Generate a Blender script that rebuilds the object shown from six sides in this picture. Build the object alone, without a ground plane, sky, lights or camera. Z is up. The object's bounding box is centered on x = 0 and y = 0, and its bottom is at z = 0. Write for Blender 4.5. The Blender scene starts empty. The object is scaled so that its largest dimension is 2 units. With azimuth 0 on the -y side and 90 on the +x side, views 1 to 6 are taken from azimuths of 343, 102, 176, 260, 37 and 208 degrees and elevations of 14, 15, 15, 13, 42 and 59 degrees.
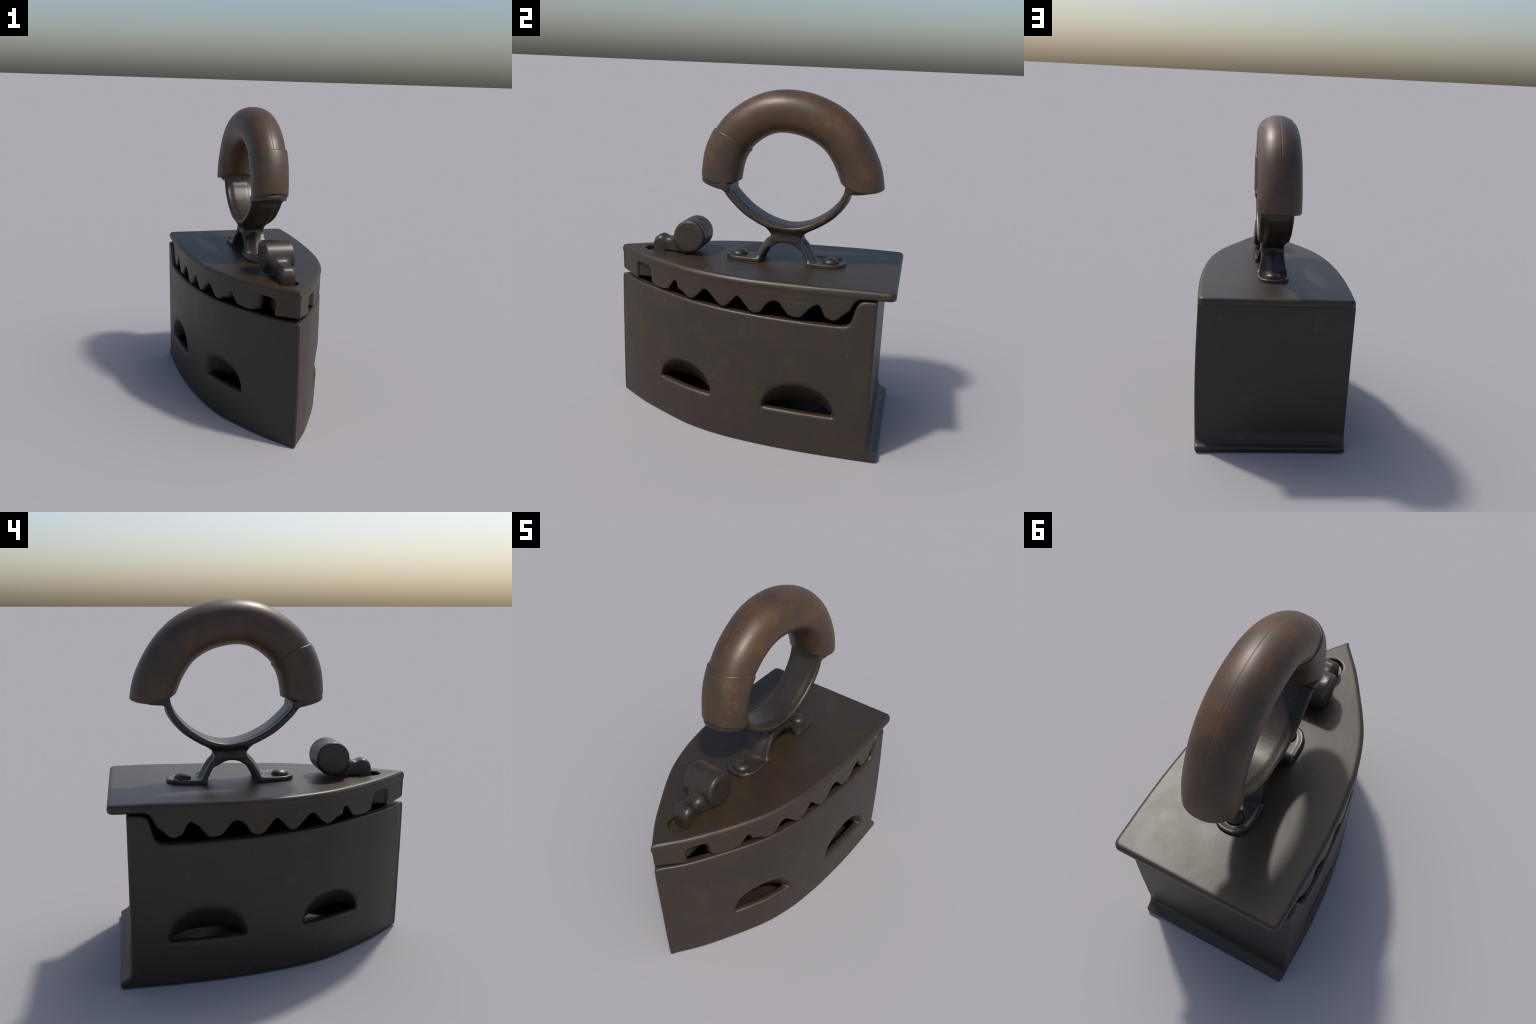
"""Antique charcoal (box) iron, built part by part.

Each casting is described as a solid: 2-D profiles (plan outline, side profile)
extruded, rounded, blended and cut with signed distances, then skinned with a
surface-net mesher.  The tubular grip and its ferrule are lofts along a spine.
"""
import bpy, math
import numpy as np
from mathutils import Vector

rng = np.random.default_rng(7)

# ------------------------------------------------------------------ helpers
def curve(pts, n):
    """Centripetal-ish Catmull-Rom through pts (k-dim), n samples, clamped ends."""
    p = np.asarray(pts, float)
    p = np.vstack([2 * p[0] - p[1], p, 2 * p[-1] - p[-2]])
    m = len(p) - 3
    t = np.linspace(0, m, n)
    i = np.minimum(t.astype(int), m - 1)
    f = (t - i)[:, None]
    a, b, c, d = p[i], p[i + 1], p[i + 2], p[i + 3]
    return 0.5 * (2 * b + (c - a) * f + (2 * a - 5 * b + 4 * c - d) * f ** 2
                  + (3 * b - a - 3 * c + d) * f ** 3)


def seg_dist2(px, py, poly, closed):
    """Squared distance from points to a polyline, and inside flag."""
    d2 = np.full(px.shape, 1e9)
    ins = np.zeros(px.shape, bool)
    q = np.asarray(poly, float)
    n = len(q)
    for k in range(n if closed else n - 1):
        ax, ay = q[k]
        bx, by = q[(k + 1) % n]
        ex, ey = bx - ax, by - ay
        L = ex * ex + ey * ey + 1e-12
        wx, wy = px - ax, py - ay
        t = np.clip((wx * ex + wy * ey) / L, 0, 1)
        d2 = np.minimum(d2, (wx - ex * t) ** 2 + (wy - ey * t) ** 2)
        if closed:
            c = (ay > py) != (by > py)
            ins ^= c & (px < ex * (py - ay) / (ey if abs(ey) > 1e-12 else 1e-12) + ax)
    return d2, ins


def poly_sdf(px, py, poly):
    d2, ins = seg_dist2(px, py, poly, True)
    return np.where(ins, -1.0, 1.0) * np.sqrt(d2)


def stroke_sdf(px, py, line, r):
    d2, _ = seg_dist2(px, py, line, False)
    return np.sqrt(d2) - r


def r_and(a, b, r):
    """Intersection with a rounded edge of radius r."""
    return np.minimum(-r, np.maximum(a, b)) + np.hypot(np.maximum(a + r, 0), np.maximum(b + r, 0))


def s_or(a, b, k):
    """Union with a smooth fillet."""
    h = np.maximum(k - np.abs(a - b), 0) / k
    return np.minimum(a, b) - h * h * k * 0.25


def r_sub(a, b, r):
    return r_and(a, -b, r)


def ellipsoid(x, y, z, rx, ry, rz):
    k0 = np.sqrt((x / rx) ** 2 + (y / ry) ** 2 + (z / rz) ** 2) + 1e-9
    k1 = np.sqrt((x / rx ** 2) ** 2 + (y / ry ** 2) ** 2 + (z / rz ** 2) ** 2) + 1e-9
    return k0 * (k0 - 1) / k1


class Grid:
    def __init__(self, lo, hi, h):
        self.h = h
        self.lo = np.array(lo, float)
        n = np.ceil((np.array(hi) - self.lo) / h).astype(int) + 1
        ax = [(self.lo[i] + h * np.arange(n[i])).astype(np.float32) for i in range(3)]
        self.ax = ax
        self.x = ax[0][:, None, None]
        self.y = ax[1][None, :, None]
        self.z = ax[2][None, None, :]

    def xy(self):
        return np.meshgrid(self.ax[0], self.ax[1], indexing='ij')

    def yz(self):
        return np.meshgrid(self.ax[1], self.ax[2], indexing='ij')


def surface_net(F, g):
    """Naive surface nets: one vertex per mixed cell, one quad per crossing edge."""
    F = np.asarray(F, np.float32)
    s = F < 0
    nx, ny, nz = F.shape
    cnt = np.zeros((nx - 1, ny - 1, nz - 1), np.uint8)
    for i in (0, 1):
        for j in (0, 1):
            for k in (0, 1):
                cnt += s[i:nx - 1 + i, j:ny - 1 + j, k:nz - 1 + k]
    cells = np.argwhere((cnt > 0) & (cnt < 8))
    idx = np.full(cnt.shape, -1, np.int64)
    idx[tuple(cells.T)] = np.arange(len(cells))
    acc = np.zeros((len(cells), 3))
    num = np.zeros(len(cells))
    corners = [(i, j, k) for i in (0, 1) for j in (0, 1) for k in (0, 1)]
    for a in corners:
        for ax in range(3):
            if a[ax]:
                continue
            b = list(a); b[ax] = 1
            fa = F[cells[:, 0] + a[0], cells[:, 1] + a[1], cells[:, 2] + a[2]]
            fb = F[cells[:, 0] + b[0], cells[:, 1] + b[1], cells[:, 2] + b[2]]
            m = (fa < 0) != (fb < 0)
            t = np.where(m, fa / np.where(m, fa - fb, 1), 0)
            p = np.array(a, float)[None, :].repeat(len(cells), 0)
            p[:, ax] = t
            acc[m] += p[m]
            num[m] += 1
    V = (cells + acc / num[:, None]) * g.h + g.lo
    quads = []
    for ax in range(3):
        o = [1 if i != ax else 0 for i in range(3)]
        A = s[o[0]:nx - 1, o[1]:ny - 1, o[2]:nz - 1]
        sh = [0, 0, 0]; sh[ax] = 1
        B = s[o[0] + sh[0]:nx - 1 + sh[0], o[1] + sh[1]:ny - 1 + sh[1], o[2] + sh[2]:nz - 1 + sh[2]]
        for flip, M in ((False, A & ~B), (True, ~A & B)):
            e = np.argwhere(M) + np.array(o)
            if not len(e):
                continue
            u, v = [(1, 2), (2, 0), (0, 1)][ax]
            du = np.zeros(3, int); du[u] = 1
            dv = np.zeros(3, int); dv[v] = 1
            c = [e - du - dv, e - dv, e, e - du]
            q = np.stack([idx[tuple(k.T)] for k in c], 1)
            quads.append(q[:, ::-1] if flip else q)
    return V, np.vstack(quads)


def relax(V, Q, it, lam=0.5):
    """A little Laplacian smoothing so cast edges look worn."""
    e = np.vstack([Q[:, [i, (i + 1) % 4]] for i in range(4)])
    n = len(V)
    deg = np.bincount(e[:, 0], minlength=n) + np.bincount(e[:, 1], minlength=n)
    for k in range(it):
        S = np.zeros_like(V)
        for c in range(3):
            S[:, c] = np.bincount(e[:, 0], V[e[:, 1], c], n) + np.bincount(e[:, 1], V[e[:, 0], c], n)
        V = V + lam * (S / deg[:, None] - V)
    return V


def make_mesh(name, V, Q, mat, parent):
    me = bpy.data.meshes.new(name)
    me.vertices.add(len(V))
    me.vertices.foreach_set('co', np.asarray(V, np.float32).ravel())
    Q = np.asarray(Q)
    me.loops.add(Q.size)
    me.loops.foreach_set('vertex_index', Q.astype(np.int32).ravel())
    me.polygons.add(len(Q))
    me.polygons.foreach_set('loop_start', np.arange(0, Q.size, Q.shape[1], dtype=np.int32))
    me.polygons.foreach_set('loop_total', np.full(len(Q), Q.shape[1], np.int32))
    me.update(calc_edges=True)
    me.validate()
    me.polygons.foreach_set('use_smooth', np.ones(len(me.polygons), bool))
    me.materials.append(mat)
    ob = bpy.data.objects.new(name, me)
    bpy.context.scene.collection.objects.link(ob)
    ob.parent = parent
    return ob


# ---------------------------------------------------------------- materials
def metal(name, base, warm, dark, rust, rust_amount, rough, scale=1.0, rust_scale=1.0, bump=0.022):
    m = bpy.data.materials.new(name)
    m.use_nodes = True
    nt = m.node_tree
    N, L = nt.nodes, nt.links
    bsdf = N['Principled BSDF']
    tc = N.new('ShaderNodeTexCoord')

    def noise(sc, det=4, ro=0.55, off=(0, 0, 0), stretch=(1, 1, 1)):
        mp = N.new('ShaderNodeMapping')
        mp.inputs['Location'].default_value = off
        mp.inputs['Scale'].default_value = stretch
        L.new(tc.outputs['Object'], mp.inputs['Vector'])
        n = N.new('ShaderNodeTexNoise')
        n.inputs['Scale'].default_value = sc
        n.inputs['Detail'].default_value = det
        n.inputs['Roughness'].default_value = ro
        L.new(mp.outputs['Vector'], n.inputs['Vector'])
        return n.outputs['Fac']

    def ramp(fac, a, b):
        r = N.new('ShaderNodeMapRange')
        r.interpolation_type = 'SMOOTHSTEP'
        r.inputs['From Min'].default_value = a
        r.inputs['From Max'].default_value = b
        L.new(fac, r.inputs['Value'])
        return r.outputs['Result']

    def mul(a, b):
        x = N.new('ShaderNodeMath'); x.operation = 'MULTIPLY'
        L.new(a, x.inputs[0])
        if isinstance(b, float):
            x.inputs[1].default_value = b
        else:
            L.new(b, x.inputs[1])
        return x.outputs[0]

    def mix(fac, a, b):
        x = N.new('ShaderNodeMix'); x.data_type = 'RGBA'
        L.new(fac, x.inputs['Factor'])
        for sock, v in ((x.inputs[6], a), (x.inputs[7], b)):
            if isinstance(v, tuple):
                sock.default_value = (*v, 1)
            else:
                L.new(v, sock)
        return x.outputs[2]

    big = noise(2.6 * scale, 3, 0.5)
    mid = noise(6.5 * scale, 4, 0.6, (3.1, 1.7, 0.4))
    c = mix(ramp(big, 0.38, 0.62), base, dark)
    c = mix(mul(ramp(mid, 0.46, 0.72), 0.85), c, warm)
    # rust: patches broken up by fine grain, plus sparse chips
    patch = ramp(noise(5.0 * rust_scale, 3, 0.6, (7.3, 2.2, 5.1)), 0.50, 0.70)
    grain = ramp(noise(24 * rust_scale, 5, 0.6, (1.3, 8.2, 2.1), (1, 1, 1.6)), 0.40, 0.75)
    c = mix(mul(mul(patch, grain), rust_amount), c, rust)
    chips = ramp(noise(40, 2, 0.5, (4.4, 0.3, 9.2)), 0.735, 0.775)
    c = mix(mul(chips, 0.75), c, (0.150, 0.074, 0.028))
    # fine handling scratches
    scratch = ramp(noise(30, 3, 0.6, (2.0, 5.0, 1.0), (3.5, 0.5, 1.0)), 0.70, 0.76)
    c = mix(mul(scratch, 0.35), c, (0.105, 0.060, 0.026))
    L.new(c, bsdf.inputs['Base Color'])
    r = N.new('ShaderNodeMapRange')
    r.inputs['To Min'].default_value = rough - 0.06
    r.inputs['To Max'].default_value = rough + 0.07
    L.new(mid, r.inputs['Value'])
    L.new(r.outputs['Result'], bsdf.inputs['Roughness'])
    bp = N.new('ShaderNodeBump')
    bp.inputs['Strength'].default_value = bump
    bp.inputs['Distance'].default_value = 0.01
    L.new(noise(90, 4, 0.6), bp.inputs['Height'])
    wave = N.new('ShaderNodeBump')
    wave.inputs['Strength'].default_value = 0.035
    wave.inputs['Distance'].default_value = 0.03
    L.new(noise(9, 2, 0.5, (5, 1, 2)), wave.inputs['Height'])
    L.new(wave.outputs['Normal'], bp.inputs['Normal'])
    L.new(bp.outputs['Normal'], bsdf.inputs['Normal'])
    bsdf.inputs['Specular IOR Level'].default_value = 0.53
    return m


M_BODY = metal('body_iron', (0.0230, 0.0165, 0.0098), (0.031, 0.0185, 0.0062), (0.0245, 0.0150, 0.0105),
               (0.068, 0.037, 0.0120), 0.55, 0.46)
M_LID = metal('lid_iron', (0.0255, 0.0168, 0.0072), (0.033, 0.0192, 0.0046), (0.0250, 0.0155, 0.0095),
              (0.058, 0.032, 0.0105), 0.30, 0.435)
M_FRAME = metal('bracket_iron', (0.0235, 0.0165, 0.0100), (0.034, 0.0200, 0.0080), (0.0210, 0.0152, 0.0108),
                (0.09, 0.040, 0.014), 0.40, 0.40, 1.6)
M_GRIP = metal('grip_bronze', (0.068, 0.0325, 0.0130), (0.094, 0.0390, 0.0135), (0.044, 0.0255, 0.0125),
               (0.15, 0.060, 0.017), 0.45, 0.43, 1.15)
M_FERR = metal('ferrule_bronze', (0.052, 0.0310, 0.0150), (0.066, 0.0345, 0.0130), (0.034, 0.0230, 0.0135),
               (0.17, 0.070, 0.018), 0.60, 0.43, 2.0, 1.6)

# --------------------------------------------------------------- the object
iron = bpy.data.objects.new('charcoal_iron', None)
bpy.context.scene.collection.objects.link(iron)
iron['label'] = 'antique dark cast iron charcoal clothes iron with arched handle'
iron['category'] = 'clothes iron'

# half width of the boat-shaped plan along y (tip at -y)
PLAN = [(-0.873, 0.0), (-0.71, 0.126), (-0.54, 0.232), (-0.41, 0.306), (-0.29, 0.361), (-0.125, 0.410),
        (0.035, 0.438), (0.20, 0.455), (0.40, 0.465), (0.54, 0.466), (0.72, 0.464), (0.89, 0.460)]
PLAN_S = curve(PLAN, 90)
# blunt, slightly worn nose
PLAN_S = np.vstack([[(-0.8715, 0.0), (-0.8705, 0.006)], PLAN_S[PLAN_S[:, 0] > -0.862]])


def plan_outline(rear, nose=0.005, tip=1.0):
    s = PLAN_S[PLAN_S[:, 0] < rear - 1e-3]
    w = np.interp(rear, PLAN_S[:, 0], PLAN_S[:, 1])
    right = np.vstack([s, [rear, w]])
    left = right[::-1][:-1] * [1, -1]
    xy = np.vstack([right, left])[:, ::-1]
    xy[:, 0] += 0.001 + nose * np.clip((-xy[:, 1] - 0.4) / 0.46, 0, 1)  # nose set slightly to one side
    xy[:, 1] *= np.where(xy[:, 1] < 0, tip, 1.0)
    return xy


# ---- body: open box with scooped draught holes, high rear corners, foot flange
g = Grid((-0.51, -0.90, -0.02), (0.51, 0.86, 0.965), 0.006)
P2 = poly_sdf(*g.xy(), plan_outline(0.87)).astype(np.float32)
P2_foot = poly_sdf(*g.xy(), plan_outline(0.87, 0.014, 0.992)).astype(np.float32)
rear_profile = [(-1.2, 0.0002), (0.838, 0.0002), (0.840, 0.034), (0.812, 0.046), (0.792, 0.062), (0.780, 0.085),
                (0.777, 0.115), (0.776, 0.5), (0.774, 0.945)]
rim = curve([(0.715, 0.945), (0.685, 0.936), (0.662, 0.905), (0.648, 0.855), (0.636, 0.815), (0.612, 0.795),
             (0.56, 0.790)], 30)
front_rim = curve([(0.40, 0.790), (0.10, 0.793), (-0.20, 0.800), (-0.50, 0.806), (-0.75, 0.806), (-0.858, 0.812),
                   (-1.2, 0.815)], 20)
Q = poly_sdf(*g.yz(), np.vstack([rear_profile, rim, front_rim])).astype(np.float32)
# the walls are not quite plumb: slight belly, wider towards the rim on one side
zz = g.z / 0.8
front = np.clip((0.55 - g.y) / 0.55, 0, 1)
belly = 0.009 * np.sin(math.pi * np.clip(g.z / 0.9, 0, 1)) + 0.001 - 0.004 * front
lean = 0.001 + 0.013 * zz - 0.006 * front - 0.008 * np.exp(-((g.y + 0.1) / 0.3) ** 2) + 0.003 * np.exp(-((g.y + 0.65) / 0.15) ** 2)
off = np.where(g.x > 0, belly, lean).astype(np.float32)
blend = np.clip(np.abs(g.x) / 0.04, 0, 1)
up = np.clip(g.z / 0.7, 0, 1)
P, Qs = P2[:, :, None] * up + P2_foot[:, :, None] * (1 - up) - off * blend, Q[None]
WALL = 0.052
body = r_and(P, Qs, 0.014)
cavity = np.maximum(np.maximum(P + WALL, 0.05 - g.z), g.y - (0.776 - WALL))
body = r_and(body, -cavity, 0.012)
SILL = 0.247
for yc, half, H, D in ((-0.335, 0.200, 0.194, 0.152), (0.374, 0.212, 0.200, 0.158)):
    w0, w1 = np.interp([yc - 0.05, yc + 0.05], PLAN_S[:, 0], PLAN_S[:, 1])
    k = math.hypot(1, (w1 - w0) / 0.1)
    j = np.where(np.abs(g.ax[1] - yc) < half + 0.1)[0]
    l = np.where((g.ax[2] > SILL - 0.08) & (g.ax[2] < SILL + H + 0.1))[0]
    for side in (1, -1):
        i = np.where(g.ax[0] * side > 0.02)[0]
        sl = (slice(i[0], i[-1] + 1), slice(j[0], j[-1] + 1), slice(l[0], l[-1] + 1))
        d = -P[sl]
        s = (g.ax[1][sl[1]][None, :, None] - yc) * k
        z = g.ax[2][sl[2]][None, None, :] - SILL
        b = body[sl]
        # hood: the wall leans in from a soft arch down to the slot above the sill
        r = np.sqrt((s / half) ** 2 + (z / H) ** 2)
        soft = 0.075
        arch_h = np.sqrt(np.maximum(1 - (s / half) ** 2, 0)) - 1.5 * np.maximum(np.abs(s) / half - 1, 0)
        deep = D * soft * np.log1p(np.exp(np.clip((arch_h - (np.maximum(z, 0) / H) ** 1.3) / soft, -30, 30)))
        lean_in = 1 / np.sqrt(1 + (D / half) ** 2)
        hood = np.maximum((d - deep - 0.016) * lean_in, -z)
        hood = np.maximum(np.maximum(hood, (r - 1.15) * half), 0.018 - d)
        b = s_or(b, hood, 0.012)
        scoop = np.maximum((d - deep + 0.021) * lean_in, (r - 1.6) * half)
        body[sl] = r_sub(b, r_and(scoop, -z, 0.010), 0.019)
V, F = surface_net(body, g)
V = relax(V, F, 2)
make_mesh('body', V, F, M_BODY, iron)

# ---- lid: flat plate, skirt with scalloped teeth, notches, latch recess
g = Grid((-0.50, -0.90, 0.77), (0.50, 0.90, 1.03), 0.005)
P2 = poly_sdf(*g.xy(), plan_outline(0.868)).astype(np.float32)
P = P2[:, :, None]
top = 1.003 - 0.009 * np.clip((0.62 - g.y) / 0.6, 0, 1) ** 0.8 + 0.008 * np.clip((-0.55 - g.y) / 0.3, 0, 1)
# rounded rear corners
corner = np.hypot(np.maximum(np.abs(g.x) - 0.42, 0), np.maximum(g.y - 0.828, 0)) - 0.042
Pl = np.maximum(P, np.where((np.abs(g.x) > 0.42) & (g.y > 0.828), corner, -1.0))
plate = r_and(r_and(Pl, g.z - top, 0.021), 0.953 - g.z, 0.016)
TEETH = [(-1.1, 1.0), (-1.1, 0.842), (-0.857, 0.840), (-0.79, 0.828), (-0.745, 0.818), (-0.722, 0.822), (-0.728, 0.88),
         (-0.727, 0.918), (-0.70, 0.926), (-0.645, 0.925), (-0.622, 0.915), (-0.612, 0.875), (-0.607, 0.828),
         (-0.565, 0.812), (-0.52, 0.812), (-0.468, 0.822), (-0.445, 0.856), (-0.424, 0.889), (-0.405, 0.885),
         (-0.397, 0.845), (-0.368, 0.841), (-0.320, 0.813), (-0.290, 0.812), (-0.262, 0.832), (-0.217, 0.884),
         (-0.192, 0.884), (-0.150, 0.845), (-0.115, 0.813), (-0.086, 0.807), (-0.064, 0.820), (-0.032, 0.855),
         (-0.005, 0.884), (0.014, 0.874), (0.045, 0.835), (0.070, 0.809), (0.105, 0.799), (0.138, 0.812),
         (0.166, 0.858), (0.192, 0.882), (0.217, 0.889), (0.238, 0.882), (0.264, 0.848), (0.293, 0.815), (0.335, 0.806),
         (0.366, 0.812), (0.412, 0.869), (0.452, 0.898), (0.470, 0.884), (0.495, 0.830), (0.535, 0.814), (0.562, 0.820),
         (0.600, 0.856), (0.628, 0.880), (0.650, 0.928), (0.675, 0.950), (0.72, 0.965), (0.72, 1.0)]
T = poly_sdf(*g.yz(), TEETH).astype(np.float32)[None]
taper = 0.02 * np.maximum(0.93 - g.z, 0) * np.clip((-0.5 - g.y) / 0.3, 0, 1)
skirt_solid = r_and(P + 0.002 + taper, T, 0.011)
hollow = np.maximum(np.maximum(P + 0.045, g.z - 0.957), -0.752 - g.y)
skirt = r_and(skirt_solid, -hollow, 0.008)
skirt = np.maximum(skirt, g.z - 0.972)
lid = s_or(plate, skirt, 0.012)
# wedge-shaped latch housing inside the tip, seen through the two notches
housing = np.maximum(P + 0.012 + 0.55 * np.maximum(g.y + 0.735, 0), g.y + 0.60)
housing = r_and(housing, np.abs(g.z - 0.900) - 0.072, 0.010)
lid = s_or(lid, housing, 0.012)
# faint casting step where the plate edge stands over the rear teeth
step = np.hypot(P - 0.004, (g.z - (0.905 + 0.02 * (g.y - 0.3))) ) - 0.008
step = np.maximum(step, np.abs(g.y - 0.33) - 0.13)
lid = r_sub(lid, step, 0.004)
# latch recess
rec = np.hypot((g.x - 0.004) / 0.95, g.y + 0.652) - 0.062
rec = np.maximum(rec, 0.966 - g.z)
lid = r_sub(lid, rec, 0.008)
V, F = surface_net(lid, g)
V = relax(V, F, 2)
make_mesh('lid', V, F, M_LID, iron)

# ---- handle bracket: strap ring, cup plates under the grip, waist, arch, feet
g = Grid((-0.135, -0.375, 0.975), (0.135, 0.73, 1.535), 0.004)
Y, Z = g.yz()
ring_line = curve([(-0.196, 1.445), (-0.176, 1.415), (-0.145, 1.375), (-0.068, 1.304), (0.000, 1.261), (0.078, 1.226),
                   (0.165, 1.206), (0.225, 1.205), (0.290, 1.219), (0.345, 1.242), (0.422, 1.292), (0.474, 1.342),
                   (0.512, 1.395), (0.530, 1.445), (0.536, 1.490)], 50)
arch_line = curve([(0.012, 0.985), (0.045, 1.050), (0.080, 1.105), (0.130, 1.140), (0.183, 1.152), (0.236, 1.140),
                   (0.288, 1.105), (0.322, 1.050), (0.352, 0.985)], 36)
ring = stroke_sdf(Y, Z, ring_line, 0.0175)
crown = stroke_sdf(Y, Z, ring_line[6:-6] + [0, -0.007], 0.0175)
cup_front = stroke_sdf(Y, Z, [(-0.175, 1.432), (-0.245, 1.446), (-0.330, 1.464)], 0.021)
cup_rear = stroke_sdf(Y, Z, [(0.545, 1.458), (0.62, 1.464), (0.690, 1.476)], 0.016)
waist = poly_sdf(Y, Z, [(0.103, 1.130), (0.097, 1.165), (0.078, 1.205), (0.30, 1.205), (0.282, 1.170), (0.272, 1.130)])
arch = stroke_sdf(Y, Z, arch_line, 0.0275)
ring, crown, cup_front, cup_rear, waist, arch = [a.astype(np.float32)[None]
                                                 for a in (ring, crown, cup_front, cup_rear, waist, arch)]
ax = np.abs(g.x - 0.004)
# strap: widest near the grip, narrower at the bottom, edges slightly rolled
w_ring = np.interp(g.ax[2], [1.18, 1.215, 1.28, 1.40, 1.52], [0.086, 0.102, 0.104, 0.105, 0.105]).astype(np.float32)
f = r_and(ring, ax - w_ring[None, None, :], 0.013)
f = s_or(f, r_and(crown, ax - 0.055, 0.012), 0.03)
for cup, yc, ry, rx in ((cup_front, -0.210, 0.142, 0.117), (cup_rear, 0.590, 0.115, 0.112)):
    q = (np.sqrt(((g.y - yc) / ry) ** 2 + ((g.x - 0.002) / rx) ** 2) - 1) * min(rx, ry)
    f = s_or(f, r_and(cup, q, 0.008), 0.014)
f = s_or(f, r_and(waist, ax - 0.071, 0.012), 0.035)
w_arch = np.interp(g.ax[2], [0.98, 1.03, 1.10, 1.18], [0.094, 0.089, 0.077, 0.070]).astype(np.float32)
# keel running down the outer face of both legs
keel = arch + 0.013 * np.clip(ax / 0.042 - 0.12, 0, 1) * np.clip((np.abs(g.y - 0.182) - 0.075) / 0.03, 0, 1)
f = s_or(f, r_and(keel, ax - w_arch[None, None, :], 0.010), 0.022)
for yc, inner, sgn in ((-0.108, 0.02, -1), (0.455, 0.345, 1)):
    # foot pad: tongue with a rounded, slightly raised rim
    u = (g.y - inner) * sgn
    tongue = (np.maximum(u - 0.07, 0) ** 2.5 * 0.52 + ax ** 2.5) ** 0.4 - 0.101
    tongue = np.maximum(tongue, -u - 0.02)
    top = 1.014 + 0.007 * np.clip((tongue + 0.030) / 0.02, 0, 1)
    pad = r_and(np.maximum(tongue, 0.99 - g.z), g.z - top, 0.009)
    f = s_or(f, pad, 0.02)
    # small casting nub on the pad edge
    nub = np.sqrt((g.x - 0.062 * -sgn) ** 2 + (g.y - (inner + sgn * 0.155)) ** 2 + (g.z - 1.016) ** 2) - 0.012
    f = s_or(f, nub, 0.012)
f = np.maximum(f, 0.990 - g.z)
V, F = surface_net(f, g)
V = relax(V, F, 2)
bracket = make_mesh('handle_bracket', V, F, M_FRAME, iron)

# rivets: domes on the two feet
def dome(r, h, n=40, m=10):
    V, Q = [], []
    for i in range(m + 1):
        a = 0.5 * math.pi * i / m
        for j in range(n):
            b = 2 * math.pi * j / n
            V.append((r * math.cos(a) * math.cos(b), r * math.cos(a) * math.sin(b), h * math.sin(a) ** 0.9))
    V = [(x, y, -0.012) for x, y, z in V[:n]] + V
    for i in range(m + 1):
        for j in range(n):
            Q.append((i * n + j, i * n + (j + 1) % n, (i + 1) * n + (j + 1) % n, (i + 1) * n + j))
    return np.array(V), np.array(Q)


rv, rq = dome(0.049, 0.030)
rivet = make_mesh('rivet', rv, rq, M_FRAME, bracket)
rivet.location = (0.004, -0.107, 1.014)
rivet2 = rivet.copy()
rivet2.parent = bracket
rivet2.location = (0.008, 0.453, 1.014)
rivet2.rotation_euler = (0.03, -0.04, 0.8)
bpy.context.scene.collection.objects.link(rivet2)

# ---- latch: stubby cylinder head, waisted neck, ball-like toe sunk in the recess
g = Grid((-0.125, -0.69, 0.955), (0.13, -0.28, 1.235), 0.0035)
# hammer dents on the lower front of the latch head
lump = np.zeros((1, 1, 1))
for dx, dy, dz, dr in ((-0.035, -0.495, 1.085, 0.020), (0.045, -0.490, 1.070, 0.024), (0.01, -0.36, 1.205, 0.022),
                       (-0.05, -0.40, 1.212, 0.018), (0.06, -0.33, 1.185, 0.02)):
    lump = lump + 0.0045 * np.exp(-((g.x - dx) ** 2 + (g.y - dy) ** 2 + (g.z - dz) ** 2) / dr ** 2)
yc, zc = -0.403, 1.109
head = np.hypot(g.y - yc, g.z - zc) - 0.0985 + lump * np.clip((np.abs(g.x - 0.005) - 0.100) / -0.03, 0, 1)
head = r_and(head, np.abs(g.x - 0.005 + 0.04 * (g.z - zc)) - 0.097, 0.016)
def along(knots):
    c = curve(knots, 80)
    return np.interp(g.ax[1], c[:, 0], c[:, 1])[None, :, None]


neck_w = along([(-0.68, 0.044), (-0.64, 0.050), (-0.60, 0.051), (-0.545, 0.044), (-0.50, 0.056), (-0.45, 0.080)])
neck_t = along([(-0.69, 1.00), (-0.660, 1.045), (-0.635, 1.078), (-0.600, 1.092), (-0.555, 1.080), (-0.50, 1.098),
                (-0.45, 1.12)])
neck = r_and(np.abs(g.x - 0.006) - neck_w, g.z - neck_t, 0.030)
neck = r_and(neck, np.maximum(-0.652 - g.y, g.y + 0.42), 0.020)
neck = np.maximum(neck, np.where(g.y < -0.575, 0.962, 0.998 + 0.12 * np.maximum(g.y + 0.52, 0)) - g.z)
latch = s_or(head, neck, 0.034)
V, F = surface_net(latch, g)
V = relax(V, F, 6)
make_mesh('latch', V, F, M_FRAME, iron)

# ---- grip and ferrule: lofts along paired outer / inner edge curves
EDGE = [((-0.346, 1.485), (-0.116, 1.465)), ((-0.339, 1.578), (-0.106, 1.545)), ((-0.318, 1.670), (-0.085, 1.612)),
        ((-0.270, 1.768), (-0.058, 1.648)), ((-0.208, 1.850), (-0.022, 1.687)), ((-0.108, 1.927), (0.035, 1.729)),
        ((0.016, 1.986), (0.092, 1.752)), ((0.147, 2.005), (0.155, 1.757)), ((0.282, 1.992), (0.222, 1.748)),
        ((0.410, 1.949), (0.290, 1.727)), ((0.513, 1.887), (0.345, 1.698)), ((0.609, 1.786), (0.392, 1.658)),
        ((0.680, 1.666), (0.432, 1.600)), ((0.720, 1.567), (0.457, 1.548)), ((0.737, 1.468), (0.478, 1.500))]
EDGE = np.array(EDGE).reshape(len(EDGE), 4)


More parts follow.
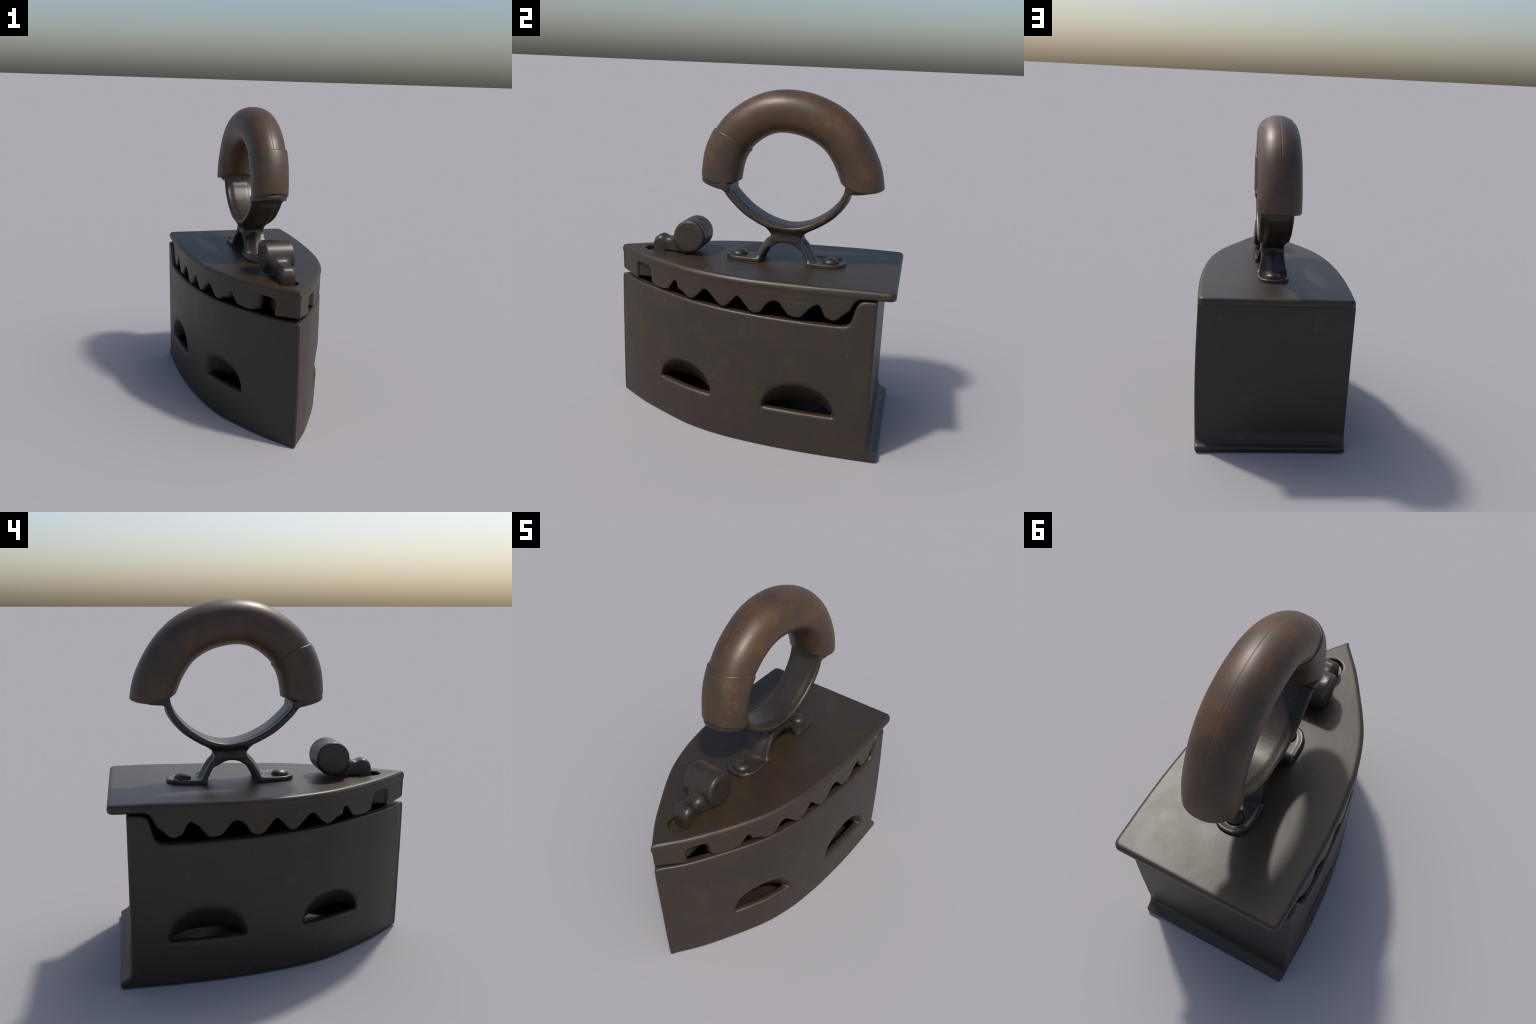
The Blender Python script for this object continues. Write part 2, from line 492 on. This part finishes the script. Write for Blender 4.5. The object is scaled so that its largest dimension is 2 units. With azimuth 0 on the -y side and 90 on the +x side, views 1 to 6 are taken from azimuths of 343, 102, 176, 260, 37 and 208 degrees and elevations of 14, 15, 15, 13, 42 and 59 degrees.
def loft(name, u0, u1, grow, half_w, mat, parent, seam, n=220, m=144, round_end=0.010):
    full = curve(EDGE, 1401)
    pad = 90
    ext = np.vstack([2 * full[0] - full[pad:0:-1], full, 2 * full[-1] - full[-2:-pad - 2:-1]])
    ker = np.hanning(2 * pad + 1)
    full = np.stack([np.convolve(ext[:, c], ker / ker.sum(), 'valid') for c in range(4)], 1)
    t = np.linspace(0, 1, n)
    # pack rings near both ends so the lips can be rounded
    t = 0.5 - 0.5 * np.cos(math.pi * t)
    u = u0 + (u1 - u0) * t
    E = np.stack([np.interp(u * 100, np.arange(1401), full[:, c]) for c in range(4)], 1)
    C = (E[:, :2] + E[:, 2:]) / 2
    R = (E[:, :2] - E[:, 2:]) / 2
    rr = np.linalg.norm(R, axis=1)
    D = R / rr[:, None]
    arc = np.r_[0, np.cumsum(np.linalg.norm(np.diff(C, axis=0), axis=1))]
    e = np.minimum(arc, arc[-1] - arc)
    lip = np.where(e < round_end, round_end - np.sqrt(np.maximum(round_end ** 2 - (round_end - e) ** 2, 0)), 0)
    # vertices crowd towards the seam on the outer side
    q = np.linspace(-1, 1, m, endpoint=False)
    th = math.pi * np.sign(q) * np.abs(q) ** 1.25
    hw = half_w(u)
    cx = np.interp(u, [0, 3, 7, 14], [0.004, 0.003, 0.0, -0.002])
    V = []
    for k in range(n):
        c, s = np.cos(th), np.sin(th)
        a, b = rr[k] + grow - lip[k], hw[k] + grow - lip[k]
        pw = 2 / 2.15
        px = np.sign(c) * np.abs(c) ** pw * a
        py = np.sign(s) * np.abs(s) ** pw * b
        wob = 1 + 0.003 * np.sin(2 * th + 2 * u[k]) * np.sin(0.9 * u[k])
        if seam:
            wob = wob - seam * (0.014 * np.exp(-(th / 0.020) ** 2) + 0.007 * np.clip(th / 0.08, 0, 1) * np.exp(-th ** 2))
        # the end faces sag towards the middle
        tang = np.array([D[k, 1], -D[k, 0]]) * (1 if arc[k] > arc[-1] / 2 else -1)
        sag = 0.024 * math.exp(-(e[k] / 0.05) ** 2) * (1 - (px / a) ** 2)
        V.append(np.stack([cx[k] + py * wob, C[k, 0] + D[k, 0] * px * wob + tang[0] * sag,
                           C[k, 1] + D[k, 1] * px * wob + tang[1] * sag], 1))
    V = np.vstack(V)
    Q = []
    for k in range(n - 1):
        a = np.arange(m)
        b = (a + 1) % m
        Q.append(np.stack([k * m + a, k * m + b, (k + 1) * m + b, (k + 1) * m + a], 1))
    # end caps: a ring at 60 % and a tight one at the centre, slightly dished
    for k, flip in ((0, False), (n - 1, True)):
        ring = np.arange(k * m, k * m + m)
        ctr = V[ring].mean(0)
        prev = ring
        for f in (0.6, 0.02):
            base = len(V)
            V = np.vstack([V, ctr + (V[ring] - ctr) * f])
            new = np.arange(base, base + m)
            a = np.arange(m); b = (a + 1) % m
            q4 = np.stack([prev[b], prev[a], new[a], new[b]], 1)
            Q.append(q4[:, ::-1] if flip else q4)
            prev = new
    return make_mesh(name, V, np.vstack(Q), mat, parent)


width = lambda u: np.interp(u, [0, 3, 7, 11, 14], [0.112, 0.119, 0.134, 0.137, 0.137])
grip = loft('grip', 2.55, 14.0, -0.002, width, M_GRIP, iron, 0.8)
loft('ferrule', 0.0, 2.95, 0.0065, width, M_FERR, grip, 0.25, n=90, round_end=0.008)
